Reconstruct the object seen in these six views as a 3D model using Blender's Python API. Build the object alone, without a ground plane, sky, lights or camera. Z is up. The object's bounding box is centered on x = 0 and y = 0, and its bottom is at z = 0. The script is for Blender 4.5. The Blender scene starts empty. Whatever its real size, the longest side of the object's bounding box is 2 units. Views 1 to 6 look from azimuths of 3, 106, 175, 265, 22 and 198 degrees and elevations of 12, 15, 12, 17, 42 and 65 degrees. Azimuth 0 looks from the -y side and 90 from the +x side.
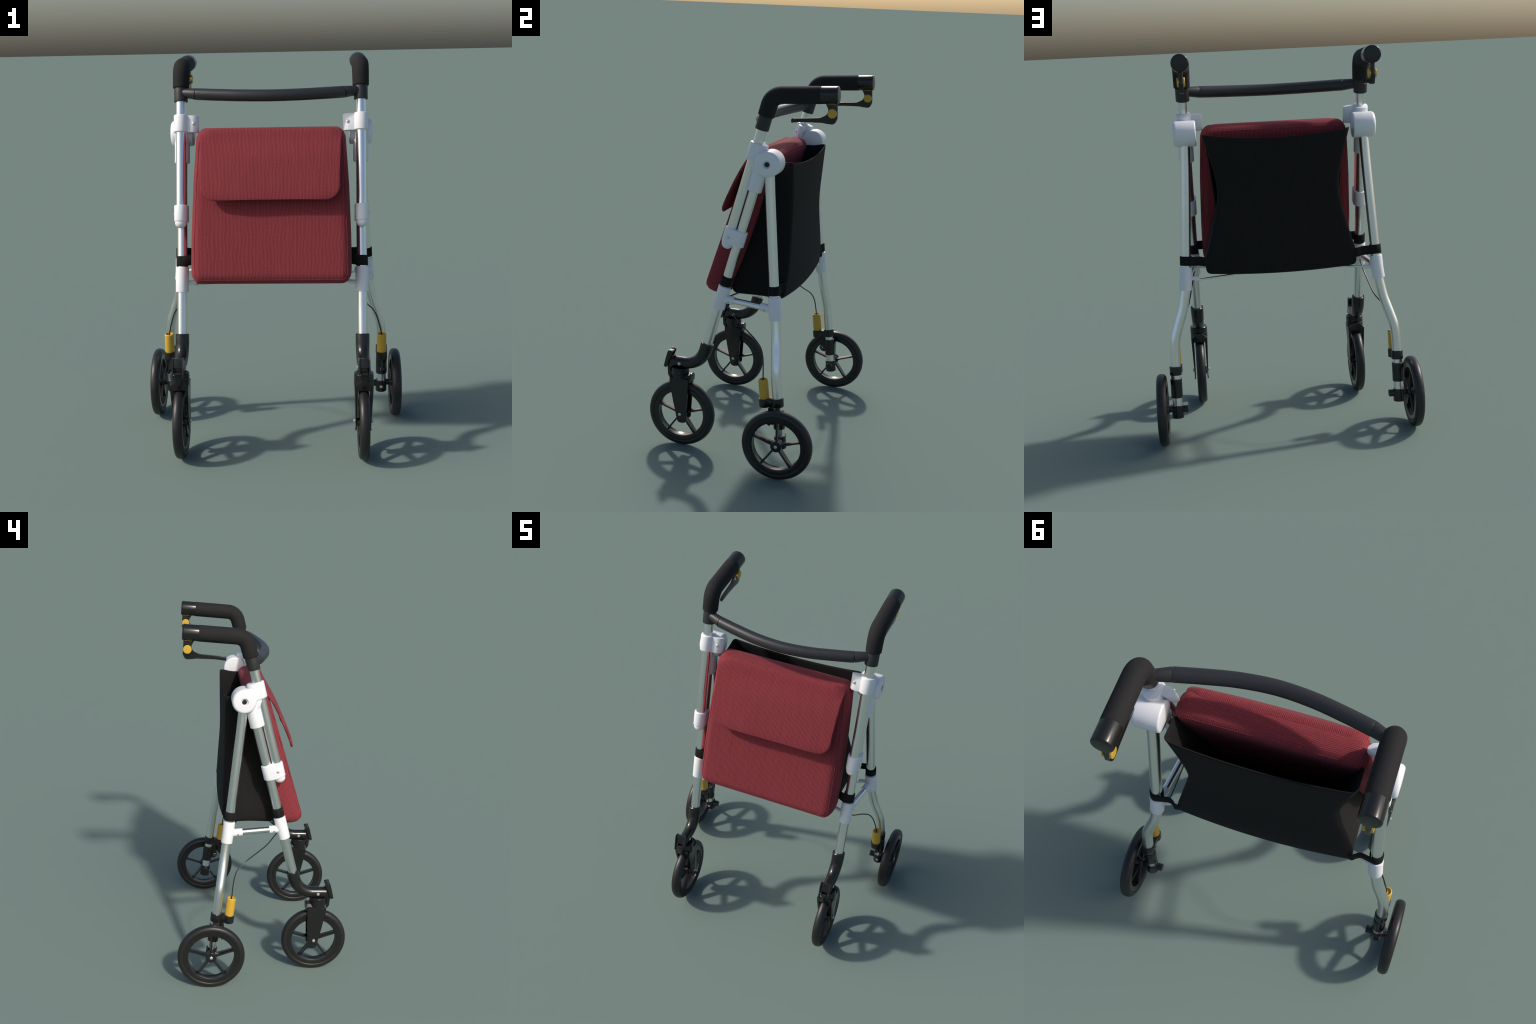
"""Four-wheeled rollator walking frame with a red knitted bag, built part by part.
Right-hand (+x) parts are modelled in world coordinates and mirrored to the left."""
import bpy, bmesh, math
from mathutils import Vector, Matrix

V = Vector
TAN = 0.268                       # lean of the front tubes (15 degrees)
LEAN = V((0, math.sin(math.radians(15)), math.cos(math.radians(15))))
BACK = V((0, math.cos(math.radians(15)), -math.sin(math.radians(15))))
XA, YA, ZA = V((1, 0, 0)), V((0, 1, 0)), V((0, 0, 1))
TX = 0.458                        # side distance of the front tubes
TUBE_R = 0.0258


def leg_at(z):                    # axis of the front leg tube
    return V((TX, -0.0585 + TAN * (z - 0.99), z))


def stem_at(z):                   # axis of the handle tube in front of it
    return V((TX, -0.0445 + TAN * (z - 1.25), z))


# ------------------------------------------------------------------ materials
def material(name, colour, rough=0.5, metallic=0.0, coat=0.0, bump=None, vary=0.0, spec=0.5, sheen=0.0):
    m = bpy.data.materials.new(name)
    m.use_nodes = True
    nt = m.node_tree
    b = nt.nodes["Principled BSDF"]
    b.inputs["Base Color"].default_value = (*colour, 1)
    b.inputs["Roughness"].default_value = rough
    b.inputs["Metallic"].default_value = metallic
    b.inputs["Coat Weight"].default_value = coat
    b.inputs["Specular IOR Level"].default_value = spec
    b.inputs["Sheen Weight"].default_value = sheen
    tc = nt.nodes.new("ShaderNodeTexCoord")
    if vary:
        n = nt.nodes.new("ShaderNodeTexNoise")
        n.inputs["Scale"].default_value = 9
        n.inputs["Detail"].default_value = 4
        nt.links.new(tc.outputs["Object"], n.inputs["Vector"])
        mix = nt.nodes.new("ShaderNodeMix")
        mix.data_type = "RGBA"
        mix.inputs["A"].default_value = (*[c * (1 - vary) for c in colour], 1)
        mix.inputs["B"].default_value = (*[min(1, c * (1 + vary)) for c in colour], 1)
        nt.links.new(n.outputs["Fac"], mix.inputs["Factor"])
        nt.links.new(mix.outputs["Result"], b.inputs["Base Color"])
    if bump:
        scale, strength, dist = bump
        n = nt.nodes.new("ShaderNodeTexNoise")
        n.inputs["Scale"].default_value = scale
        n.inputs["Detail"].default_value = 3
        nt.links.new(tc.outputs["Object"], n.inputs["Vector"])
        bp = nt.nodes.new("ShaderNodeBump")
        bp.inputs["Strength"].default_value = strength
        bp.inputs["Distance"].default_value = dist
        nt.links.new(n.outputs["Fac"], bp.inputs["Height"])
        nt.links.new(bp.outputs["Normal"], b.inputs["Normal"])
    return m


def knit_material(name, low, high, pitch_x, pitch_r, strength, dist, rough, sheen, sheen_tint, panel="front"):
    """Knitted cloth: wales run up the panel, stitches across it, both from sine waves."""
    m = bpy.data.materials.new(name)
    m.use_nodes = True
    nt = m.node_tree
    L = nt.links.new
    b = nt.nodes["Principled BSDF"]
    b.inputs["Roughness"].default_value = rough
    b.inputs["Specular IOR Level"].default_value = 0.15
    b.inputs["Sheen Weight"].default_value = sheen
    b.inputs["Sheen Tint"].default_value = (*sheen_tint, 1)
    tc = nt.nodes.new("ShaderNodeTexCoord")
    sp = nt.nodes.new("ShaderNodeSeparateXYZ")
    L(tc.outputs["Object"], sp.inputs[0])

    def math_node(op, a, bb=None):
        n = nt.nodes.new("ShaderNodeMath")
        n.operation = op
        for i, s in enumerate((a, bb)):
            if s is None:
                continue
            if isinstance(s, (int, float)):
                n.inputs[i].default_value = s
            else:
                L(s, n.inputs[i])
        return n.outputs[0]
    if panel == "front":            # wales side by side in x, stitches up the panel
        across, row = sp.outputs["X"], math_node("SUBTRACT", sp.outputs["Z"], math_node("MULTIPLY", sp.outputs["Y"], 0.3))
    elif panel == "side":           # wales follow the lean of the gusset
        across, row = math_node("SUBTRACT", sp.outputs["Y"], math_node("MULTIPLY", sp.outputs["Z"], 0.29)), sp.outputs["Z"]
    else:                           # top panel: wales run from side to side
        across, row = sp.outputs["Y"], sp.outputs["X"]
    wob = nt.nodes.new("ShaderNodeTexNoise")
    wob.inputs["Scale"].default_value = 14
    wob.inputs["Detail"].default_value = 2
    L(tc.outputs["Object"], wob.inputs["Vector"])
    wobble = math_node("MULTIPLY", wob.outputs["Fac"], 0.010)
    xx = math_node("ADD", across, wobble)
    sx = math_node("SINE", math_node("MULTIPLY", xx, 2 * math.pi / pitch_x))
    rr = math_node("ADD", row, wobble)
    sr = math_node("SINE", math_node("ADD", math_node("MULTIPLY", rr, 2 * math.pi / pitch_r), math_node("MULTIPLY", sx, 0.8)))
    h = math_node("ADD", math_node("MULTIPLY", sx, 0.34), math_node("MULTIPLY", sr, 0.07))
    h = math_node("ADD", h, 0.5)
    fine = nt.nodes.new("ShaderNodeTexNoise")
    fine.inputs["Scale"].default_value = 260
    L(tc.outputs["Object"], fine.inputs["Vector"])
    h2 = math_node("ADD", math_node("MULTIPLY", h, 0.60), math_node("MULTIPLY", fine.outputs["Fac"], 0.40))
    # uneven yarn: wales vary in strength across the cloth
    comb = nt.nodes.new("ShaderNodeCombineXYZ")
    L(math_node("MULTIPLY", across, 70.0), comb.inputs[0])
    L(math_node("MULTIPLY", row, 7.0), comb.inputs[1])
    yarn = nt.nodes.new("ShaderNodeTexNoise")
    yarn.inputs["Scale"].default_value = 1.0
    yarn.inputs["Detail"].default_value = 3
    L(comb.outputs[0], yarn.inputs["Vector"])
    h2 = math_node("ADD", math_node("MULTIPLY", h2, 0.81), math_node("MULTIPLY", yarn.outputs["Fac"], 0.19))
    ramp = nt.nodes.new("ShaderNodeValToRGB")
    ramp.color_ramp.elements[0].color = (*low, 1)
    ramp.color_ramp.elements[1].color = (*high, 1)
    ramp.color_ramp.elements[0].position = 0.20
    ramp.color_ramp.elements[1].position = 0.66
    L(h2, ramp.inputs["Fac"])
    L(ramp.outputs["Color"], b.inputs["Base Color"])
    bp = nt.nodes.new("ShaderNodeBump")
    bp.inputs["Strength"].default_value = strength
    bp.inputs["Distance"].default_value = dist
    L(h2, bp.inputs["Height"])
    L(bp.outputs["Normal"], b.inputs["Normal"])
    return m


ALU = material("polished_aluminium", (0.90, 0.91, 0.905), 0.28, 1.0)
WHITE = material("white_plastic", (0.84, 0.84, 0.86), 0.38, vary=0.015)
GLOSS = material("glossy_black_plastic", (0.0125, 0.0125, 0.012), 0.24, vary=0.1)
RUBBER = material("black_rubber", (0.014, 0.013, 0.013), 0.42, bump=(260, 0.05, 0.001), vary=0.15)
FOAM = material("black_foam_grip", (0.0155, 0.015, 0.015), 0.85, bump=(900, 0.2, 0.0006), vary=0.06, spec=0.3)
COLLAR = material("dark_grey_plastic", (0.021, 0.021, 0.0225), 0.48, vary=0.08)
BAR = material("grey_black_padding", (0.023, 0.0232, 0.026), 0.42, vary=0.06)
YELLOW = material("yellow_plastic", (0.60, 0.365, 0.04), 0.34, vary=0.03)
STEEL = material("screw_steel", (0.62, 0.63, 0.62), 0.3, 0.6)
HOLE = material("painted_hole_dark", (0.01, 0.01, 0.01), 0.6)
CABLE = material("black_cable_sheath", (0.012, 0.012, 0.012), 0.35)
WEBBING = knit_material("black_webbing", (0.006, 0.006, 0.006), (0.018, 0.017, 0.016), 0.004, 0.004, 0.4, 0.0015, 0.9, 0.05, (.3, .3, .3))
RED_ARGS = ((0.095, 0.0145, 0.0195), (0.300, 0.049, 0.058), 0.0068, 0.0060, 0.5, 0.003, 0.85, 0.12, (0.9, 0.4, 0.42))
RED, RED_SIDE, RED_TOP = [knit_material("red_knitted_cloth_" + p, *RED_ARGS, panel=p) for p in ("front", "side", "top")]
BLACK_ARGS = ((0.007, 0.007, 0.007), (0.0185, 0.017, 0.0162), 0.0055, 0.0048, 0.4, 0.0018, 0.9, 0.05, (.4, .38, .36))
BLACKCLOTH, BLACK_SIDE = [knit_material("black_woven_cloth_" + p, *BLACK_ARGS, panel=p) for p in ("front", "side")]


def panel_materials(ob, side, top=None):
    """Gussets and lids are cut from the same cloth laid another way."""
    me = ob.data
    me.materials.append(side)
    if top:
        me.materials.append(top)
    for p in me.polygons:
        if abs(p.normal.x) > 0.72:
            p.material_index = 1
        elif top and abs(p.normal.z) > 0.8:
            p.material_index = 2


# ------------------------------------------------------------------ mesh tools
ROOT = bpy.data.objects.new("rollator_walker", None)
bpy.context.scene.collection.objects.link(ROOT)
ROOT["label"] = "four-wheeled walking frame with red knitted bag and brake handles"
ROOT["category"] = "walking frame"


def finish(bm, name, mat, parent=None, mirror=True, angle=35, recenter=True, centre=None):
    """Turn a bmesh into a named part (and its mirrored twin)."""
    bmesh.ops.remove_doubles(bm, verts=bm.verts, dist=1e-6)
    bmesh.ops.recalc_face_normals(bm, faces=bm.faces)
    me = bpy.data.meshes.new(name)
    bm.to_mesh(me)
    bm.free()
    me.materials.append(mat)
    for p in me.polygons:
        p.use_smooth = True
    me.set_sharp_from_angle(angle=math.radians(angle))
    c = V((0, 0, 0))
    if centre is not None:
        c = V(centre)
    elif recenter:
        lo = V([min(v.co[i] for v in me.vertices) for i in range(3)])
        hi = V([max(v.co[i] for v in me.vertices) for i in range(3)])
        c = (lo + hi) / 2
        if not mirror:
            c.x = 0
    me.transform(Matrix.Translation(-c))
    made = []
    for s in ((1, -1) if mirror else (1,)):
        o = bpy.data.objects.new(name, me)
        bpy.context.scene.collection.objects.link(o)
        o.location = (c.x * s, c.y, c.z)
        o.scale = (s, 1, 1)
        made.append(o)
    bpy.context.view_layer.update()
    for i, o in enumerate(made):
        par = ROOT if parent is None else (parent[min(i, len(parent) - 1)] if isinstance(parent, list) else parent)
        o.parent = par
        o.matrix_parent_inverse = par.matrix_world.inverted()
    bpy.context.view_layer.update()
    return made


def frame_for(t, ref=XA):
    t = t.normalized()
    a = ref - t * ref.dot(t)
    if a.length < 1e-4:
        a = YA - t * YA.dot(t)
    a.normalize()
    return a, t.cross(a)


def sweep(bm, pts, radii, seg=32, cap=True, round_end=0.0, ref=XA, squash=(1, 1)):
    """Round tube through the points; ends get a small rounded rim."""
    pts = [V(p) for p in pts]
    if not isinstance(radii, (list, tuple)):
        radii = [radii] * len(pts)
    radii = list(radii)
    if round_end:
        def ends(p, q, r):
            d = (p - q).normalized()
            return [(p - d * round_end * (1 - math.sin(k * math.pi / 8)), r - round_end * (1 - math.cos(k * math.pi / 8))) for k in range(0, 5)]
        e0 = ends(pts[0], pts[1], radii[0])[::-1]
        e1 = ends(pts[-1], pts[-2], radii[-1])
        pts = [p for p, _ in e0] + pts[1:-1] + [p for p, _ in e1]
        radii = [r for _, r in e0] + radii[1:-1] + [r for _, r in e1]
    rings = []
    n = len(pts)
    for i, p in enumerate(pts):
        t = pts[min(i + 1, n - 1)] - pts[max(i - 1, 0)]
        a, b = frame_for(t, ref)
        rings.append([bm.verts.new(p + (a * math.cos(k * 2 * math.pi / seg) * squash[0] + b * math.sin(k * 2 * math.pi / seg) * squash[1]) * radii[i]) for k in range(seg)])
    for r0, r1 in zip(rings, rings[1:]):
        for k in range(seg):
            bm.faces.new((r0[k], r0[(k + 1) % seg], r1[(k + 1) % seg], r1[k]))
    if cap:
        bm.faces.new(rings[0][::-1])
        bm.faces.new(rings[-1])


def lathe(bm, origin, axis, profile, seg=48, ref=XA, closed=False):
    """Turn (radius, height) pairs about an axis."""
    a, b = frame_for(V(axis), ref)
    t = V(axis).normalized()
    o = V(origin)
    rings = []
    for r, h in profile:
        if r < 1e-6:
            rings.append([bm.verts.new(o + t * h)])
        else:
            rings.append([bm.verts.new(o + t * h + (a * math.cos(k * 2 * math.pi / seg) + b * math.sin(k * 2 * math.pi / seg)) * r) for k in range(seg)])
    pairs = list(zip(rings, rings[1:]))
    if closed:
        pairs.append((rings[-1], rings[0]))
    for r0, r1 in pairs:
        for k in range(seg):
            k2 = (k + 1) % seg
            if len(r0) == 1 and len(r1) == 1:
                break
            if len(r0) == 1:
                bm.faces.new((r0[0], r1[k2], r1[k]))
            elif len(r1) == 1:
                bm.faces.new((r0[k], r0[k2], r1[0]))
            else:
                bm.faces.new((r0[k], r0[k2], r1[k2], r1[k]))
    return rings


def drum_profile(r, h0, h1, e0=0.003, e1=0.003, n=5):
    """Solid disc outline with rounded rims, from h0 to h1."""
    p = [(0, h0)]
    for k in range(n + 1):
        a = k / n * math.pi / 2
        p.append((r - e0 + e0 * math.sin(a), h0 + e0 - e0 * math.cos(a)))
    for k in range(n + 1):
        a = k / n * math.pi / 2
        p.append((r - e1 + e1 * math.cos(a), h1 - e1 + e1 * math.sin(a)))
    p.append((0, h1))
    return p


def prism(bm, outline, to3d, bevel=0.0, seg=2):
    """Extrude a flat outline; to3d(p, side) places each outline point for side 0 and 1."""
    lo = [bm.verts.new(to3d(p, 0)) for p in outline]
    hi = [bm.verts.new(to3d(p, 1)) for p in outline]
    faces = [bm.faces.new(lo[::-1]), bm.faces.new(hi)]
    n = len(outline)
    for i in range(n):
        faces.append(bm.faces.new((lo[i], lo[(i + 1) % n], hi[(i + 1) % n], hi[i])))
    if bevel:
        es = [e for e in set(e for f in faces[:2] for e in f.edges)]
        bmesh.ops.bevel(bm, geom=es, offset=bevel, segments=seg, profile=0.5, affect="EDGES")


def stadium(r0, r1, gap, n=14, back=None):
    """Outline round two circles: radius r0 at 0 and r1 at `gap` along +v."""
    pts = [(r0 * math.cos(a), r0 * math.sin(a)) for a in [math.pi + k * math.pi / n for k in range(n + 1)]]
    pts += [(r1 * math.cos(a), gap + r1 * math.sin(a)) for a in [k * math.pi / n for k in range(n + 1)]]
    return pts


def smooth_path(pts, per=10):
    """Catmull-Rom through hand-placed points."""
    P = [V(p) for p in pts]
    P = [P[0] * 2 - P[1]] + P + [P[-1] * 2 - P[-2]]
    out = []
    for i in range(1, len(P) - 2):
        p0, p1, p2, p3 = P[i - 1:i + 3]
        for k in range(per):
            t = k / per
            out.append(0.5 * ((2 * p1) + (p2 - p0) * t + (2 * p0 - 5 * p1 + 4 * p2 - p3) * t * t + (3 * p1 - p0 - 3 * p2 + p3) * t ** 3))
    out.append(P[-2])
    return out


def fillet(p0, corner, p1, r, n=14):
    """Straight - arc - straight path."""
    p0, c, p1 = V(p0), V(corner), V(p1)
    d0, d1 = (p0 - c).normalized(), (p1 - c).normalized()
    half = d0.angle(d1) / 2
    cut = r / math.tan(half)
    a, b = c + d0 * cut, c + d1 * cut
    cen = c + (d0 + d1).normalized() * (r / math.sin(half))
    va, vb = a - cen, b - cen
    ang = va.angle(vb)
    axis = va.cross(vb).normalized()
    arc = [cen + Matrix.Rotation(ang * k / n, 3, axis) @ va for k in range(n + 1)]
    return [p0] + arc + [p1]


def interp(table, t):
    """Smooth lookup in a short (t, value) table."""
    if t <= table[0][0]:
        return table[0][1]
    for (a, x), (b, y) in zip(table, table[1:]):
        if t <= b:
            k = (t - a) / (b - a)
            return x + (y - x) * k
    return table[-1][1]


def spline_table(table, n=40):
    """Resample a coarse (t, value) table through Catmull-Rom."""
    pts = smooth_path([(t, v, 0) for t, v in table], n)
    return [(p.x, p.y) for p in pts]


def screw(name, centre, axis, r=0.0085, h=0.004, mat=STEEL, parent=None, mirror=True):
    bm = bmesh.new()
    lathe(bm, centre, axis, [(0, -0.004), (r, -0.004), (r, h * 0.45), (r * 0.8, h * 0.85), (r * 0.4, h), (0, h)], 20, ref=ZA if abs(V(axis).z) < 0.9 else XA)
    return finish(bm, name, mat, parent, mirror)


# ------------------------------------------------------------------ frame tubes
bm = bmesh.new()
sweep(bm, [leg_at(0.575), leg_at(1.0), leg_at(1.62)], TUBE_R)
front_leg = finish(bm, "front_leg_tube", ALU)

bm = bmesh.new()
sweep(bm, [stem_at(1.17), stem_at(1.5), stem_at(1.86)], TUBE_R)
stem = finish(bm, "handle_tube", ALU)

REAR = [(0.459, 0.1440, 1.56), (0.4665, 0.1555, 1.42), (0.484, 0.184, 1.14), (0.4945, 0.2015, 0.97), (0.5005, 0.2115, 0.87), (0.508, 0.2200, 0.80),
        (0.5275, 0.2335, 0.70), (0.5555, 0.2450, 0.615), (0.5765, 0.2545, 0.545), (0.5840, 0.2640, 0.465), (0.5850, 0.2705, 0.41), (0.5865, 0.286, 0.27), (0.587, 0.2965, 0.17)]
rear_axis = smooth_path(REAR, 8)


def rear_at(z):
    for p, q in zip(rear_axis, rear_axis[1:]):
        if q.z <= z <= p.z:
            k = (p.z - z) / (p.z - q.z)
            return p.lerp(q, k)
    return rear_axis[-1].copy()


def rear_dir(z):
    return (rear_at(z + 0.01) - rear_at(z - 0.01)).normalized()


bm = bmesh.new()
sweep(bm, [p for p in rear_axis if p.z > 0.40] + [rear_at(0.398)], TUBE_R)
rear_leg = finish(bm, "rear_leg_tube", ALU)
bm = bmesh.new()
sweep(bm, [rear_at(0.40), rear_at(0.30), rear_at(0.17)], 0.0252)
finish(bm, "height_adjustment_tube", ALU, rear_leg)

# ------------------------------------------------------------------ white joints


def clamp(bm, base, height, r0, r1, gap, bevel=0.004):
    """Block round one or two parallel leaning tubes."""
    prism(bm, stadium(r0, r1, gap), lambda p, s: base + XA * p[0] + BACK * p[1] + LEAN * (height * s), bevel, 3)


# upper clamp with screw ear, leg socket and hinge drum
bm = bmesh.new()
clamp(bm, stem_at(1.612), 0.088, 0.0368, 0.0368, 0.022)
upper = finish(bm, "upper_tube_clamp", WHITE)
bm = bmesh.new()
ear = [(-0.028, -0.012), (-0.058, -0.014), (-0.076, -0.008), (-0.0885, 0.006), (-0.0915, 0.014), (-0.088, 0.020), (-0.074, 0.025), (-0.05, 0.027), (-0.022, 0.022), (-0.01, 0.005)]
base = stem_at(1.611)
prism(bm, ear, lambda p, s: base + XA * p[0] + BACK * p[1] + LEAN * (0.086 * s), 0.002, 2)
finish(bm, "clamp_ear", WHITE, upper)
screw("clamp_screw", stem_at(1.6535) + XA * -0.066 - BACK * 0.0125, -BACK, 0.0085, 0.004, parent=upper)

bm = bmesh.new()
sweep(bm, [leg_at(1.452), leg_at(1.53), leg_at(1.628)], 0.0388, 40, round_end=0.004)
finish(bm, "leg_socket", WHITE, upper)

PIVOT = V((0, 0.1425, 1.599))
bm = bmesh.new()
prof = [(0, 0.402)]
for k in range(5):
    a = k / 4 * math.pi / 2
    prof.append((0.058 + 0.008 * math.sin(a), 0.410 - 0.008 * math.cos(a)))
for k in range(9):
    a = k / 8 * math.pi / 2
    prof.append((0.050 + 0.016 * math.cos(a), 0.499 + 0.019 * math.sin(a)))
prof += [(0.0205, 0.519), (0.0190, 0.5165), (0.0180, 0.511), (0, 0.511)]
lathe(bm, PIVOT, XA, prof, 56, ref=ZA)
hinge = finish(bm, "hinge_drum", WHITE)
bm = bmesh.new()
lathe(bm, PIVOT, XA, drum_profile(0.0128, 0.505, 0.5165, 0.001, 0.0025), 28, ref=ZA)  # black disc modelled for the darkness inside the drum's hole
finish(bm, "hinge_hole_dark_disc", HOLE, hinge)
# web between drum and clamp
bm = bmesh.new()
web = [(0.060, 1.660), (0.112, 1.668), (0.140, 1.650), (0.150, 1.60), (0.105, 1.55), (0.06, 1.56), (0.048, 1.60)]
prism(bm, web, lambda p, s: V((0.428 + 0.062 * s, p[0], p[1])), 0.004, 2)
finish(bm, "hinge_web", WHITE, hinge)

# middle sliding clamp with domed tube end
bm = bmesh.new()
clamp(bm, stem_at(1.171), 0.083, 0.0345, 0.0345, 0.0525)
mid = finish(bm, "sliding_clamp", WHITE)
bm = bmesh.new()
lathe(bm, stem_at(1.171), -LEAN, [(0.0305, -0.01), (0.0305, 0.0)] + [(0.0305 * math.cos(k / 10 * math.pi / 2), 0.006 + 0.0285 * math.sin(k / 10 * math.pi / 2)) for k in range(10)] + [(0, 0.0345)], 40)
finish(bm, "domed_end_cap", WHITE, mid)
screw("clamp_pin", stem_at(1.2075) + XA * 0.0345 + BACK * 0.004, XA, 0.0075, 0.003, parent=mid)

# lower T joints, side link and cross rods
bm = bmesh.new()
sweep(bm, [leg_at(0.811), leg_at(0.87), leg_at(0.934)], 0.0335, 40, round_end=0.0025)
tee_front = finish(bm, "front_t_joint", WHITE)
bm = bmesh.new()
sweep(bm, [rear_at(0.801), rear_at(0.86), rear_at(0.921)], 0.0325, 40, round_end=0.0025)
tee_rear = finish(bm, "rear_t_joint", WHITE)
LF, LR = V((0.4585, -0.092, 0.8665)), V((0.500, 0.212, 0.8535))
ld = (LR - LF).normalized()


def link_at(y):
    return LF + (LR - LF) * ((y - LF.y) / (LR.y - LF.y))


bm = bmesh.new()
sweep(bm, [link_at(-0.085), link_at(-0.05), link_at(-0.0165)], 0.0213, 32, round_end=0.002)
finish(bm, "link_socket", WHITE, tee_front)
bm = bmesh.new()
sweep(bm, [link_at(0.205), link_at(0.17), link_at(0.1335)], 0.0213, 32, round_end=0.002)
finish(bm, "link_socket", WHITE, tee_rear)
bm = bmesh.new()
sweep(bm, [link_at(-0.05), link_at(0.06), link_at(0.17)], 0.0162, 28)
finish(bm, "side_link_tube", ALU)
for y, par in ((-0.0425, tee_front), (0.160, tee_rear)):
    n = (V((1, -ld.x, 0))).normalized()
    n = (n - ZA * 0.35).normalized()
    screw("link_screw", link_at(y) + n * 0.0205, n, 0.0062, 0.002, parent=par)

rod_f, rod_r = leg_at(0.8555), rear_at(0.8585)
for nm, p, q, par in (("rod_socket", rod_f, V((-rod_r.x, rod_r.y, rod_r.z)), tee_front), ("rod_socket", rod_r, V((-rod_f.x, rod_f.y, rod_f.z)), tee_rear)):
    d = (q - p).normalized()
    bm = bmesh.new()
    sweep(bm, [p + d * 0.015, p + d * 0.04, p + d * 0.071], 0.0112, 20, round_end=0.0015, ref=ZA)
    finish(bm, nm, WHITE, par)
bm = bmesh.new()
a, b = rod_f, V((-rod_r.x, rod_r.y, rod_r.z))
d = (b - a).normalized()
sweep(bm, [a + d * 0.06 , (a + b) / 2 + ZA * 0.006, b - d * 0.06], 0.0058, 14, ref=ZA)
rods = finish(bm, "cross_rod", ALU)
rods[1].location.z -= 0.0125       # the rods cross without touching

# ------------------------------------------------------------------ handles
HX = 0.4570
GRIP_SLOPE = 0.063


def grip_axis(y):
    return V((HX, y, 1.9565 + GRIP_SLOPE * (y - 0.47)))


corner_y = 0.1405
bend = fillet(stem_at(1.830), V((HX, corner_y, grip_axis(corner_y).z)), grip_axis(0.392), 0.068, 20)
L_tot = sum((q - p).length for p, q in zip(bend, bend[1:]))
rad, acc = [], 0
for i, p in enumerate(bend):
    if i:
        acc += (p - bend[i - 1]).length
    rad.append(0.0415 + 0.0020 * min(1, acc / 0.12))
bm = bmesh.new()
sweep(bm, bend, rad, 44, round_end=0.0065)
grip = finish(bm, "foam_grip", FOAM)
bm = bmesh.new()
d = (grip_axis(0.47) - grip_axis(0.39)).normalized()
lathe(bm, grip_axis(0.388), d, drum_profile(0.0428, 0.0, 0.0865, 0.001, 0.0075), 48)
cap = finish(bm, "grip_end_cap", GLOSS)
bm = bmesh.new()
sweep(bm, [stem_at(1.7635), stem_at(1.80), stem_at(1.845)], 0.0350, 44, round_end=0.002)
collar = finish(bm, "handle_collar", COLLAR)

# brake lever: flat bracket with a long tapering finger
lever = [(0.4670, 1.925), (0.4695, 1.867), (0.4710, 1.843), (0.4660, 1.829), (0.4580, 1.8180), (0.4490, 1.8140), (0.4400, 1.8150), (0.4241, 1.8185),
         (0.4000, 1.8190), (0.3600, 1.8180), (0.3000, 1.8160), (0.2600, 1.8140), (0.2520, 1.8100), (0.2450, 1.8075), (0.2418, 1.8120), (0.2410, 1.8215),
         (0.2440, 1.8295), (0.2500, 1.8315), (0.2602, 1.8310), (0.3100, 1.8350), (0.3692, 1.8398), (0.3880, 1.8425), (0.4027, 1.8462), (0.4130, 1.8520),
         (0.4212, 1.8590), (0.4270, 1.8730), (0.4290, 1.8870), (0.4160, 1.9050), (0.4040, 1.925)]


def lever_w(p):
    return 0.0105 if p[0] > 0.40 else 0.0065 + 0.004 * (p[0] - 0.24) / 0.16


bm = bmesh.new()
prism(bm, lever, lambda p, s: V((HX + lever_w(p) * (2 * s - 1), p[0], p[1])), 0.0028, 3)
brake = finish(bm, "brake_lever", GLOSS, angle=50)
bm = bmesh.new()
for sg in (1, -1):
    lathe(bm, V((HX, 0.4472, 1.8673)), XA * sg, drum_profile(0.0228, 0.008, 0.0195, 0.001, 0.003), 40, ref=ZA)
finish(bm, "brake_pivot_disc", YELLOW, brake)
bm = bmesh.new()
bmesh.ops.create_cube(bm, size=1, matrix=Matrix.Translation((HX, 0.4425, 1.9145)) @ Matrix.Rotation(math.atan(GRIP_SLOPE), 4, "X") @ Matrix.Diagonal((0.024, 0.040, 0.006, 1)))
finish(bm, "parking_catch", YELLOW, brake)

# padded cross bar bowed forward, with tapering end sockets
BARK = [(-0.3735, 0.0670, 1.8032), (-0.27, 0.0415, 1.7995), (-0.14, 0.0150, 1.7957), (0, 0.0035, 1.7940)]
bar_pts = smooth_path(BARK + [(-x, y, z) for x, y, z in BARK[-2::-1]], 8)
bm = bmesh.new()
sweep(bm, bar_pts, 0.0298, 36, ref=ZA, round_end=0.0015)
bar = finish(bm, "padded_cross_bar", BAR, mirror=False)
bm = bmesh.new()
p0, p1 = V((0.4575, 0.1015, 1.8100)), V((0.3732, 0.0667, 1.8032))
sweep(bm, [p0, p0.lerp(p1, 0.35), p1], [0.0225, 0.0245, 0.0292], 36, ref=ZA, round_end=0.0012)
finish(bm, "cross_bar_socket", COLLAR, bar)

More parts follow.
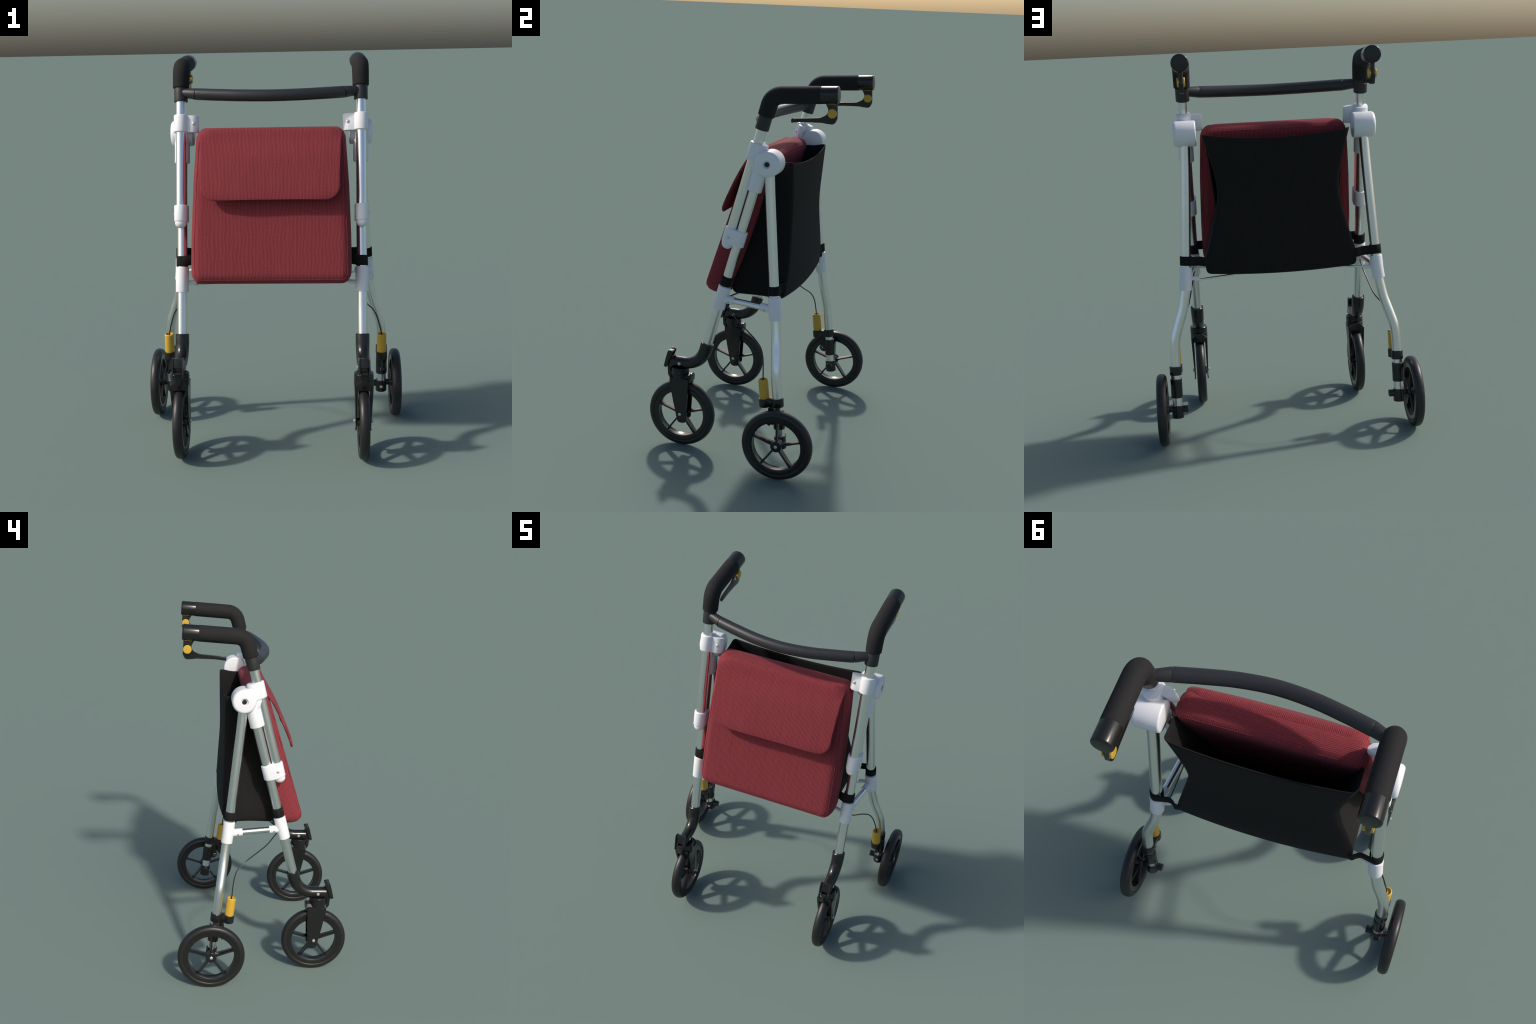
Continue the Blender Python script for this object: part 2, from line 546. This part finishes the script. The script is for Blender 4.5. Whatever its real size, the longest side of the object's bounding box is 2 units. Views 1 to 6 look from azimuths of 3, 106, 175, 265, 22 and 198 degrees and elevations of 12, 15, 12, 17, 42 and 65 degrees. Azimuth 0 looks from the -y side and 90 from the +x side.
# ------------------------------------------------------------------ front casters
CX, CY = 0.457, -0.2995
WHEEL_R = 0.187
bm = bmesh.new()
sock = fillet(leg_at(0.604), V((CX, -0.1965, 0.4775)), V((CX, -0.361, 0.4775)), 0.118, 22)
n = len(sock)
sweep(bm, sock, [0.0352 - 0.0040 * i / (n - 1) for i in range(n)], 40, round_end=0.003)
socket_ = finish(bm, "caster_elbow", GLOSS)
bm = bmesh.new()
lathe(bm, leg_at(0.604), LEAN, [(0.0352, -0.006), (0.0352, 0.0008), (0.0340, 0.0022), (0.0300, 0.0022), (0.0290, 0.0), (0.0290, -0.006)], 40, closed=True)
finish(bm, "elbow_rim", GLOSS, socket_)
for sg in (1, -1):
    screw("elbow_screw", V((CX + sg * 0.0300, -0.3105, 0.4775)), XA * sg, 0.0088, 0.0045, parent=socket_)

HEAD = V((CX, -0.3145, 0))
bm = bmesh.new()
lathe(bm, HEAD, ZA, [(0, 0.385), (0.0485, 0.385), (0.0485, 0.4165), (0.0472, 0.4175), (0.0472, 0.4190), (0.0485, 0.4200), (0.0485, 0.4375), (0.0470, 0.4385), (0.0470, 0.4400), (0.0480, 0.4410), (0.0480, 0.4490), (0.0455, 0.4520), (0, 0.4520)], 48)
head = finish(bm, "steering_collar", GLOSS)

# fork: two tapering cheeks joined by an arched crown over the tyre
bm = bmesh.new()
cheek = [(-0.3590, 0.3990), (-0.3580, 0.3700), (-0.3380, 0.2640), (-0.3160, 0.1600), (-0.3135, 0.1510), (-0.3060, 0.1440), (-0.2880, 0.1415), (-0.2700, 0.1440),
         (-0.2630, 0.1510), (-0.2620, 0.1600), (-0.2580, 0.2640), (-0.2535, 0.3700), (-0.2530, 0.3990)]


def cheek_x(p, s):
    k = (p[1] - 0.1415) / (0.399 - 0.1415)
    mid_y = -0.3055 * k + -0.2885 * (1 - k)
    half = 0.053 * k + 0.026 * (1 - k)
    e = min(1, abs(p[0] - mid_y) / half)
    inner, outer = 0.0335 - 0.002 * k, 0.0435 + 0.0110 * k - 0.0080 * e ** 3
    return inner if s == 0 else outer


for sg in (1, -1):
    prism(bm, cheek, lambda p, s: V((CX + sg * cheek_x(p, s), p[0], p[1])), 0.0022, 2)
crown = [(-0.0445, 0.388), (-0.0445, 0.3985), (-0.036, 0.4000), (-0.024, 0.4150), (0.024, 0.4150), (0.036, 0.4000), (0.0445, 0.3985), (0.0445, 0.388), (0.040, 0.380), (0.029, 0.3690), (-0.029, 0.3690), (-0.040, 0.380)]
prism(bm, crown, lambda p, s: V((CX + p[0], -0.3580 + 0.1080 * s, p[1])), 0.002, 2)
fork = finish(bm, "caster_fork", GLOSS)
for sg in (1, -1):
    screw("fork_axle_bolt", V((CX + sg * 0.0450, -0.2965, 0.192)), XA * sg, 0.0088, 0.005, parent=fork)
# raised guard lips at the back and front of the crown
bm = bmesh.new()
lip = [(-0.040, 0.398), (-0.028, 0.414), (-0.016, 0.4215), (0.016, 0.4215), (0.028, 0.414), (0.040, 0.398), (0.036, 0.376), (-0.036, 0.376)]
for y0 in (-0.2530, -0.3610):
    prism(bm, lip, lambda p, s: V((CX + p[0], y0 + 0.009 * s, p[1])), 0.0015, 2)
finish(bm, "fork_guard", GLOSS, fork)

# quick-release clip in front of each elbow
bm = bmesh.new()
clip = [(-0.3480, 0.5400), (-0.3620, 0.5455), (-0.3750, 0.5460), (-0.3825, 0.5250), (-0.3940, 0.4800), (-0.4010, 0.4510), (-0.3870, 0.4440), (-0.3790, 0.4560), (-0.3690, 0.4920), (-0.3560, 0.5150)]
for sg in (1, -1):
    prism(bm, clip, lambda p, s: V((CX + sg * (0.0215 + 0.0060 * s), p[0], p[1])), 0.0014, 2)
face = [(-0.3520, 0.5390), (-0.3620, 0.5425), (-0.3720, 0.5425), (-0.3785, 0.5230), (-0.3840, 0.4980), (-0.3770, 0.4975), (-0.3600, 0.5200)]
prism(bm, face, lambda p, s: V((CX + 0.0235 * (2 * s - 1), p[0], p[1])), 0.001, 1)
lathe(bm, V((CX - 0.0235, -0.3800, 0.4655)), XA, drum_profile(0.0105, 0.006, 0.041, 0.001, 0.001), 24, ref=ZA)
release = finish(bm, "release_clip", GLOSS, angle=45)
bm = bmesh.new()
tongue = [(-0.3720, 0.4720), (-0.3860, 0.4700), (-0.3800, 0.4000), (-0.3690, 0.3850), (-0.3600, 0.3850), (-0.3640, 0.4200)]
prism(bm, tongue, lambda p, s: V((CX + 0.0145 * (2 * s - 1), p[0], p[1])), 0.0015, 2)
prism(bm, [(-0.3660, 0.5160), (-0.3500, 0.5100), (-0.3500, 0.4500), (-0.3640, 0.4440), (-0.3760, 0.4620)], lambda p, s: V((CX + 0.018 * (2 * s - 1), p[0], p[1])), 0.0015, 2)
finish(bm, "clip_tongue", GLOSS, release)

# ------------------------------------------------------------------ wheels


def wheel_meshes():
    out = {}
    bm = bmesh.new()
    half = [(0.1530, 0.0215), (0.1555, 0.0215), (0.1565, 0.0233), (0.1600, 0.0248), (0.1660, 0.0252), (0.1725, 0.0242), (0.1785, 0.0211), (0.1832, 0.0160), (0.1860, 0.0090), (0.1870, 0.0030)]
    prof = half + [(r, -h) for r, h in half[::-1]]
    lathe(bm, (0, 0, 0), XA, prof, 96, ref=ZA, closed=True)
    out["tyre"] = (bm, RUBBER)
    bm = bmesh.new()
    rim = [(0.1540, 0.0224), (0.1310, 0.0218), (0.1285, 0.0202), (0.1300, 0.0120), (0.1310, 0.0)]
    prof = rim + [(r, -h) for r, h in rim[-2::-1]]
    lathe(bm, (0, 0, 0), XA, prof, 96, ref=ZA, closed=True)
    out["wheel_rim"] = (bm, GLOSS)
    bm = bmesh.new()
    for k in range(5):
        rot = Matrix.Rotation(k * 2 * math.pi / 5, 4, "X")
        rows = [(0.016, 0.0062, 0.0225), (0.045, 0.0055, 0.0220), (0.100, 0.0052, 0.0205), (0.124, 0.0060, 0.0200), (0.1335, 0.0085, 0.0190)]
        rings = []
        for r, th, w in rows:
            ring = []
            for j in range(12):
                a = j / 12 * 2 * math.pi
                c, s = math.cos(a), math.sin(a)
                e = 0.42
                ring.append(bm.verts.new(rot @ V((w * math.copysign(abs(c) ** e, c), th * math.copysign(abs(s) ** e, s), r))))
            rings.append(ring)
        for r0, r1 in zip(rings, rings[1:]):
            for j in range(12):
                bm.faces.new((r0[j], r0[(j + 1) % 12], r1[(j + 1) % 12], r1[j]))
        bm.faces.new(rings[0])
        bm.faces.new(rings[-1])
    out["wheel_spokes"] = (bm, GLOSS)
    bm = bmesh.new()
    lathe(bm, (0, 0, 0), XA, [(0, -0.031), (0.020, -0.031), (0.0225, -0.028), (0.0225, -0.012), (0.0265, -0.009), (0.0265, 0.009), (0.0240, 0.012), (0.0240, 0.021), (0.0215, 0.024), (0, 0.024)], 40, ref=ZA)
    out["wheel_hub"] = (bm, GLOSS)
    return out


WHEEL = {}
for nm, (bmw, mat) in wheel_meshes().items():
    bmesh.ops.recalc_face_normals(bmw, faces=bmw.faces)
    me = bpy.data.meshes.new(nm)
    bmw.to_mesh(me)
    bmw.free()
    me.materials.append(mat)
    for p in me.polygons:
        p.use_smooth = True
    me.set_sharp_from_angle(angle=math.radians(40))
    WHEEL[nm] = me


def add_wheel(x, y):
    w = bpy.data.objects.new("wheel", WHEEL["wheel_rim"])
    bpy.context.scene.collection.objects.link(w)
    w.location = (x, y, WHEEL_R)
    w.scale = (1 if x > 0 else -1, 1, 1)
    w.parent = ROOT
    for nm in ("tyre", "wheel_spokes", "wheel_hub"):
        c = bpy.data.objects.new(nm, WHEEL[nm])
        bpy.context.scene.collection.objects.link(c)
        c.parent = w
    return w


WX, WY = 0.6625, 0.2995
for x, y in ((CX, CY), (-CX, CY)):
    add_wheel(x, y)
rear_wheels = [add_wheel(WX, WY), add_wheel(-WX, WY)]
bpy.context.view_layer.update()
# outer hub cover and bolt of the rear wheels
bm = bmesh.new()
lathe(bm, V((WX, WY, WHEEL_R)), XA, drum_profile(0.0295, 0.012, 0.0255, 0.001, 0.003), 40, ref=ZA)
finish(bm, "hub_cover", GLOSS, rear_wheels)
screw("wheel_bolt", V((WX + 0.0255, WY, WHEEL_R)), XA, 0.0088, 0.004, parent=rear_wheels)

# ------------------------------------------------------------------ rear wheel mounts and brakes
bm = bmesh.new()
sweep(bm, [rear_at(0.4115), rear_at(0.39), rear_at(0.3665)], 0.0312, 40, round_end=0.0015)
clampring = finish(bm, "brake_clamp", GLOSS)
bm = bmesh.new()
sweep(bm, [rear_at(0.3455), rear_at(0.30), rear_at(0.247)], 0.0302, 40, round_end=0.0018)
sleeve = finish(bm, "brake_sleeve", GLOSS)
bm = bmesh.new()
sweep(bm, [rear_at(0.2055), rear_at(0.19), V((0.587, 0.3005, 0.139))], 0.0305, 40, round_end=0.003)
foot = finish(bm, "axle_block", GLOSS)
bm = bmesh.new()
lathe(bm, V((0.587, WY - 0.004, 0.183)), -XA, drum_profile(0.0188, 0.02, 0.055, 0.001, 0.0025), 32, ref=ZA)
finish(bm, "axle_knob", GLOSS, foot)
bm = bmesh.new()
lathe(bm, V((0.587, WY, WHEEL_R)), XA, drum_profile(0.0165, 0.02, 0.056, 0.001, 0.001), 32, ref=ZA)
finish(bm, "axle_spindle", GLOSS, foot)
screw("axle_screw", V((0.5865, 0.2690, 0.1685)), V((0, -1, 0.1)), 0.0092, 0.005, parent=foot)

# yellow brake cylinder in its cup, leaning like the leg
CT, CB = V((0.5800, 0.1880, 0.502)), V((0.5815, 0.2035, 0.372))
cd = (CB - CT).normalized()
bm = bmesh.new()
lathe(bm, CT, cd, [(0, 0.012), (0.0165, 0.012), (0.0180, 0.004), (0.0200, 0.0), (0.0225, 0.0008), (0.0246, 0.0035), (0.0252, 0.0075), (0.0258, 0.108), (0, 0.108)], 40)
finish(bm, "brake_cylinder", YELLOW)
bm = bmesh.new()
lathe(bm, CT, cd, drum_profile(0.0302, 0.1035, 0.1485, 0.0015, 0.003), 40)
c0 = CT + cd * 0.126
prism(bm, [(-0.022, 0.0), (0.022, 0.0), (0.022, 0.06), (-0.022, 0.06)], lambda p, s: V((0.5815 + p[0], c0.y + p[1], 0.3685 + 0.036 * s - p[1] * 0.05)), 0.002, 2)
finish(bm, "cylinder_cup", GLOSS, clampring)

# brake arm with its pivot pin beside the sleeve, and the shoe above the tyre edge
bm = bmesh.new()
arm = [(0.2520, 0.3600), (0.2300, 0.3600), (0.2300, 0.3120), (0.2230, 0.3000), (0.2180, 0.2860), (0.2200, 0.2760), (0.2300, 0.2660), (0.2420, 0.2600), (0.2560, 0.2620), (0.2600, 0.3000)]
prism(bm, arm, lambda p, s: V((0.5800 + 0.0130 * s, p[0], p[1])), 0.0015, 2)
prism(bm, arm[:8], lambda p, s: V((0.6040 + 0.0080 * s, p[0], p[1])), 0.0015, 2)
lathe(bm, V((0.5800, 0.2325, 0.2840)), XA, drum_profile(0.0065, -0.004, 0.033, 0.0005, 0.0005), 18, ref=ZA)
arms = finish(bm, "brake_arm", GLOSS, sleeve)
for x, sg in ((0.5800, -1), (0.5930, 1)):
    screw("brake_pin", V((x, 0.2330, 0.2840)), XA * sg, 0.0085, 0.0025, parent=sleeve)

# cable from the front joint to the cylinder
bm = bmesh.new()
sweep(bm, smooth_path([(0.456, -0.085, 0.865), (0.4600, -0.0550, 0.8300), (0.4680, -0.0250, 0.7920), (0.4760, 0.0020, 0.7650), (0.4880, 0.0600, 0.7210), (0.5010, 0.1100, 0.6845), (0.5280, 0.1530, 0.6500), (0.5490, 0.1725, 0.6110), (0.5640, 0.1815, 0.5640), (0.5760, 0.1865, 0.5150), (0.5803, 0.1895, 0.485)], 8), 0.0033, 10, ref=ZA)
finish(bm, "brake_cable", CABLE)

# ------------------------------------------------------------------ red bag


def soft(t, a, b):
    t = max(0, min(1, (t - a) / (b - a)))
    return t * t * (3 - 2 * t)


def bag_half(z):
    return interp([(0.86, 0.388), (0.95, 0.394), (1.10, 0.3925), (1.35, 0.384), (1.60, 0.3685), (1.70, 0.366)], z)


def bag_front(z):
    return -0.2050 + 0.3120 * (z - 0.945)


def bag_back(z):
    return -0.0500 + 0.2690 * (z - 0.925)


def grid_line(half, r, flat, arc):
    """Positions along one side of a rounded box, dense in the rounded corners."""
    pts = [-half + r * (1 - math.cos(k / arc * math.pi / 2)) for k in range(arc)]
    pts += [-half + r + (2 * half - 2 * r) * k / flat for k in range(flat + 1)]
    pts += [half - r + r * math.sin(k / arc * math.pi / 2) for k in range(1, arc + 1)]
    return pts


def rounded_box(bm, hx, hy, hz, r, counts, warp):
    cache = {}
    ax = [grid_line(h, r, c, 5) for h, c in zip((hx, hy, hz), counts)]
    hs = (hx, hy, hz)

    def vert(p):
        key = tuple(round(c, 6) for c in p)
        if key not in cache:
            q = V(p)
            inner = V([max(-h + r, min(h - r, c)) for c, h in zip(q, hs)])
            d = q - inner
            if d.length > 1e-9:
                q = inner + d.normalized() * r
            cache[key] = bm.verts.new(warp(q))
        return cache[key]
    for axis in range(3):
        u, w = [i for i in range(3) if i != axis]
        for sgn in (-1, 1):
            for i in range(len(ax[u]) - 1):
                for j in range(len(ax[w]) - 1):
                    quad = []
                    for du, dw in ((0, 0), (1, 0), (1, 1), (0, 1)):
                        p = [0, 0, 0]
                        p[axis] = sgn * hs[axis]
                        p[u] = ax[u][i + du]
                        p[w] = ax[w][j + dw]
                        quad.append(vert(p))
                    try:
                        bm.faces.new(quad)
                    except ValueError:
                        pass


BAG = (0.39, 0.075, 0.38)
BAG_R = 0.034


def bag_warp(q):
    h = (q.z / BAG[2] + 1) / 2
    t = q.y / BAG[1]                                   # -1 front, +1 back
    u = q.x / BAG[0]
    z_top = 1.6300 - 0.0100 * t - 0.0140 * t * t - 0.022 * soft(abs(u), 0.84, 1.02) ** 2
    z_bot = 0.8660 - 0.0050 * t + 0.0230 * t * t + 0.016 * soft(abs(u), 0.86, 1.02) ** 2
    z = z_bot + (z_top - z_bot) * h
    yf, yb = bag_front(z), bag_back(z)
    puff = (1 - u * u) * (1 - (2 * h - 1) ** 2)
    sag = 0.004 * math.sin(3.1 * u + 5 * h) * puff
    y = (yf + yb) / 2 + t * (yb - yf) / 2 + (0.004 * puff) * (1 if t > 0 else -1) * abs(t) + sag * 0.5
    if t > 0:                                          # the back sinks in behind the pouch mouth
        y -= 0.004 * t * (1 - soft(abs(u), 0.45, 0.74)) * soft(h, 0.30, 0.55) * (1 - soft(h, 0.80, 0.965))
    wide = 0.0160 * (1 - (0.85 * t - 0.15) ** 2) - 0.0045
    return V((u * (bag_half(z) + wide), y, z))


bm = bmesh.new()
rounded_box(bm, *BAG, BAG_R, (60, 14, 60), bag_warp)
bag = finish(bm, "bag_body", RED, mirror=False, angle=180)[0]
panel_materials(bag, RED_SIDE, RED_TOP)

# piping seams round the front and back edges of the bag


def seam_loop(t_side, inset, name, r):
    pts = []
    hx, hz, rr = BAG[0], BAG[2], BAG_R
    e = rr * 0.7071
    n = 26
    corners = [(hx - rr, hz - rr, 0), (-hx + rr, hz - rr, 90), (-hx + rr, -hz + rr, 180), (hx - rr, -hz + rr, 270)]
    loop = []
    for cx, cz, a0 in corners:
        for k in range(9):
            a = math.radians(a0 + 90 * k / 8)
            loop.append((cx + e * math.cos(a), cz + e * math.sin(a)))
    dense = []
    for p, q in zip(loop, loop[1:] + loop[:1]):
        m = max(1, int(math.hypot(q[0] - p[0], q[1] - p[1]) / 0.02))
        for k in range(m):
            dense.append((p[0] + (q[0] - p[0]) * k / m, p[1] + (q[1] - p[1]) * k / m))
    for x, z in dense:
        pts.append(bag_warp(V((x, t_side * (BAG[1] - rr + e), z))))
    bm = bmesh.new()
    rings = []
    m = len(pts)
    for i, p in enumerate(pts):
        t = pts[(i + 1) % m] - pts[i - 1]
        a, b = frame_for(t, YA)
        rings.append([bm.verts.new(p + (a * math.cos(k * math.pi / 4) + b * math.sin(k * math.pi / 4)) * r) for k in range(8)])
    for i in range(m):
        for k in range(8):
            bm.faces.new((rings[i][k], rings[i][(k + 1) % 8], rings[(i + 1) % m][(k + 1) % 8], rings[(i + 1) % m][k]))
    return finish(bm, name, RED, bag, mirror=False, angle=180)


seam_loop(-1, 0, "seam_piping", 0.0021)
seam_loop(1, 0, "seam_piping", 0.0018)

# flap hanging open in front
flap_line = smooth_path([(0, 0.047, 1.6190), (0, 0.028, 1.6265), (0, 0.008, 1.6240), (0, -0.007, 1.6020), (0, -0.0230, 1.5690), (0, -0.0660, 1.4930), (0, -0.1095, 1.3975), (0, -0.1355, 1.3350), (0, -0.1455, 1.3060), (0, -0.1490, 1.2920)], 8)
lens = [0]
for p, q in zip(flap_line, flap_line[1:]):
    lens.append(lens[-1] + (q - p).length)
FL = lens[-1]
bm = bmesh.new()
rows = []
NX = 56
RC = 0.062
steps = [k / 44 * (FL - RC) for k in range(44)] + [FL - RC + RC * math.sin(k / 10 * math.pi / 2) for k in range(11)]
for s in steps:
    i = max(j for j in range(len(lens)) if lens[j] <= s + 1e-9)
    i = min(i, len(lens) - 2)
    p = flap_line[i].lerp(flap_line[i + 1], (s - lens[i]) / (lens[i + 1] - lens[i]))
    w = interp([(0, 0.352), (0.03, 0.3585), (0.06, 0.3595), (0.18, 0.353), (FL, 0.344)], s)
    if s > FL - RC:
        d = (s - (FL - RC)) / RC
        w -= RC * (1 - math.sqrt(max(0, 1 - d * d)))
    row = []
    for k in range(NX + 1):
        u = -1 + 2 * k / NX
        u = math.sin(u * math.pi / 2) * 0.35 + u * 0.65
        curl = 0.011 * (u * u - 0.75) * soft(s, 0.04, 0.5 * FL) + 0.0025 * math.sin(4.3 * u + 1.0) * soft(s, 0.1, FL)
        drop = 0.024 * soft(abs(u), 0.78, 1.02) ** 2 * (1 - soft(s, 0.03, 0.12))
        row.append(bm.verts.new(V((w * u, p.y + curl, p.z - drop))))
    rows.append(row)
for r0, r1 in zip(rows, rows[1:]):
    for k in range(NX):
        bm.faces.new((r0[k], r0[k + 1], r1[k + 1], r1[k]))
flap = finish(bm, "bag_flap", RED, bag, mirror=False, angle=180)[0]
md = flap.modifiers.new("thick", "SOLIDIFY")
md.thickness = 0.0125
md.offset = 0
md = flap.modifiers.new("soft", "SUBSURF")
md.levels = md.render_levels = 1

# ------------------------------------------------------------------ black rear pouch
WAIST = spline_table([(0.87, 0.394), (0.94, 0.3935), (1.00, 0.3790), (1.09, 0.3540), (1.16, 0.3355), (1.22, 0.3225), (1.265, 0.3155), (1.305, 0.3135), (1.345, 0.3160), (1.395, 0.3240), (1.46, 0.3390), (1.52, 0.3545), (1.60, 0.3770), (1.64, 0.387)], 6)
REARY = spline_table([(0.86, 0.224), (0.95, 0.2360), (1.05, 0.2380), (1.20, 0.2330), (1.30, 0.2310), (1.45, 0.2340), (1.60, 0.2360), (1.66, 0.2370)], 6)


def front_half(z):
    """Half width of the pouch where it meets the red bag."""
    return min(0.386, interp(WAIST, z) - 0.001)


def pouch_outline(z):
    """Closed ring (x, y) with rounded corners: rear panel, side, front panel, side."""
    xr, yr = interp(WAIST, z), interp(REARY, z)
    zf = max(z, 0.935)
    xf, yf = front_half(z), bag_back(zf) - 0.012
    corners = [(xr, yr, 0.024), (xf, yf, 0.012), (-xf, yf, 0.012), (-xr, yr, 0.024)]
    counts = [18, 34, 18, 40]
    out = []
    n = len(corners)
    for i in range(n):
        px, py, _ = corners[i - 1]
        x, y, r = corners[i]
        qx, qy, _ = corners[(i + 1) % n]
        c = V((x, y, 0))
        d0, d1 = (V((px, py, 0)) - c).normalized(), (V((qx, qy, 0)) - c).normalized()
        a, b = c + d0 * r, c + d1 * r
        for k in range(7):
            t = k / 6
            p = a * (1 - t) ** 2 + c * 2 * t * (1 - t) + b * t * t
            out.append((p.x, p.y, i))
        nx_, ny_, nr = corners[(i + 1) % n]
        e = V((nx_, ny_, 0)) + (c - V((nx_, ny_, 0))).normalized() * nr
        for k in range(1, counts[i]):
            p = b.lerp(e, k / counts[i])
            out.append((p.x, p.y, i))
    return out


bm = bmesh.new()
NZ = 46
POUCH_LOW = 0.910
rows = []
ref = pouch_outline(1.2)
for j in range(NZ + 1):
    v = j / NZ
    row = []
    base_ring = pouch_outline(POUCH_LOW + (1.597 - POUCH_LOW) * v)
    for (x, y, i) in base_ring:
        z_ref = POUCH_LOW + (1.597 - POUCH_LOW) * v
        yr = interp(REARY, z_ref)
        yf = bag_back(z_ref)
        back = soft((y - yf) / max(0.02, yr - yf), 0.2, 1)            # 1 on the rear panel, 0 in front
        u = x / max(0.3, interp(WAIST, z_ref))
        top_z = 1.597 - 0.030 * (1 - min(1, abs(u)) ** 2.2) * back - 0.012 * (1 - back)
        if i == 1:                       # the front panel is cut low behind the red bag
            top_z -= 0.42 * soft(front_half(z_ref) - 0.014 - abs(x), 0, 0.05)
        bot_z = POUCH_LOW - 0.014 * (1 - min(1, u * u)) * back
        z = bot_z + (top_z - bot_z) * v
        bulge = 0.018 * (1 - min(1, u * u)) * back * (1 - soft(v, 0.0, 0.5) * 0.6 + soft(v, 0.6, 1) * 0.15)
        # side panels fold inwards a little at mid height
        side = max(0, 1 - abs(((y - yf) / max(0.02, yr - yf)) - 0.55) / 0.45) if i in (0, 2) else 0
        fold = 0.003 * side * math.exp(-((z_ref - 1.28) / 0.17) ** 2)
        row.append(V((x - math.copysign(fold, x), y + bulge, z)))
    rows.append(row)
# rounded bottom: rings shrink towards the middle line
bottom = []
R = 0.034
for k in range(1, 7):
    a = k / 6 * math.pi / 2
    f = R * (1 - math.cos(a))
    dz = R * math.sin(a)
    ring = []
    for p in rows[0]:
        cx = max(-0.30, min(0.30, p.x * 0.8))
        cy = 0.09
        d = V((cx - p.x, cy - p.y, 0))
        if d.length > 1e-6:
            d = d.normalized() * min(f, d.length)
        ring.append(V((p.x + d.x, p.y + d.y, p.z - dz)))
    bottom.append(ring)
last = bottom[-1]
for k in range(1, 6):
    t = k / 5
    bottom.append([V((p.x + (max(-0.30, min(0.30, p.x * 0.8)) - p.x) * t, p.y + (0.09 - p.y) * t, p.z - 0.004 * math.sin(t * math.pi / 2))) for p in last])
allrows = bottom[::-1] + rows
vr = [[bm.verts.new(p) for p in r] for r in allrows]
m = len(vr[0])
for r0, r1 in zip(vr, vr[1:]):
    for k in range(m):
        bm.faces.new((r0[k], r0[(k + 1) % m], r1[(k + 1) % m], r1[k]))
pouch = finish(bm, "rear_pouch", BLACKCLOTH, mirror=False, angle=60)[0]
panel_materials(pouch, BLACK_SIDE)
md = pouch.modifiers.new("thick", "SOLIDIFY")
md.thickness = 0.005
md.offset = -1

# ------------------------------------------------------------------ webbing straps


def strap(name, path, height, thick, up=ZA):
    """Flat band following a path; `up` is the band's width direction."""
    bm = bmesh.new()
    pts = smooth_path(path, 6)
    rings = []
    n = len(pts)
    for i, p in enumerate(pts):
        t = (pts[min(i + 1, n - 1)] - pts[max(i - 1, 0)]).normalized()
        side = t.cross(up).normalized() * thick / 2
        h = up * height / 2
        b = 0.0012
        hb = up * (height / 2 - b)
        rings.append([bm.verts.new(q) for q in (p + side - hb, p + side + hb, p + side * 0.4 + h, p - side * 0.4 + h, p - side + hb, p - side - hb, p - side * 0.4 - h, p + side * 0.4 - h)])
    for r0, r1 in zip(rings, rings[1:]):
        for k in range(8):
            bm.faces.new((r0[k], r0[(k + 1) % 8], r1[(k + 1) % 8], r1[k]))
    bm.faces.new(rings[0])
    bm.faces.new(rings[-1])
    return finish(bm, name, WEBBING, angle=50)


def around(c, up, r, a0, a1, n):
    """Arc round a tube; angle 0 points to +x, 90 towards the back."""
    bk = up.cross(XA).normalized()
    xr = bk.cross(up).normalized()
    return [c + (xr * math.cos(math.radians(a0 + (a1 - a0) * k / n)) + bk * math.sin(math.radians(a0 + (a1 - a0) * k / n))) * r for k in range(n + 1)]


c = rear_at(0.9535)
up = rear_dir(0.9535)
if up.z < 0:
    up = -up
arc = around(c, up, 0.0285, 95, -205, 14)
strap("rear_strap", [V((0.368, 0.2330, 0.9480)), V((0.382, 0.2370, 0.9480)), V((0.398, 0.2390, 0.9490)), V((0.4130, 0.2270, 0.9500)), V((0.4320, 0.2190, 0.9510)), V((0.4600, 0.2240, 0.9525))] + arc, 0.0475, 0.0042, up)
c = leg_at(0.964)
arc = around(c, LEAN, 0.0285, -95, 205, 14)
strap("front_strap", [V((0.345, -0.0500, 0.9780)), V((0.385, -0.0690, 0.9770)), V((0.4150, -0.0850, 0.9740)), V((0.4400, -0.0935, 0.9720))] + arc, 0.0520, 0.0042, LEAN)
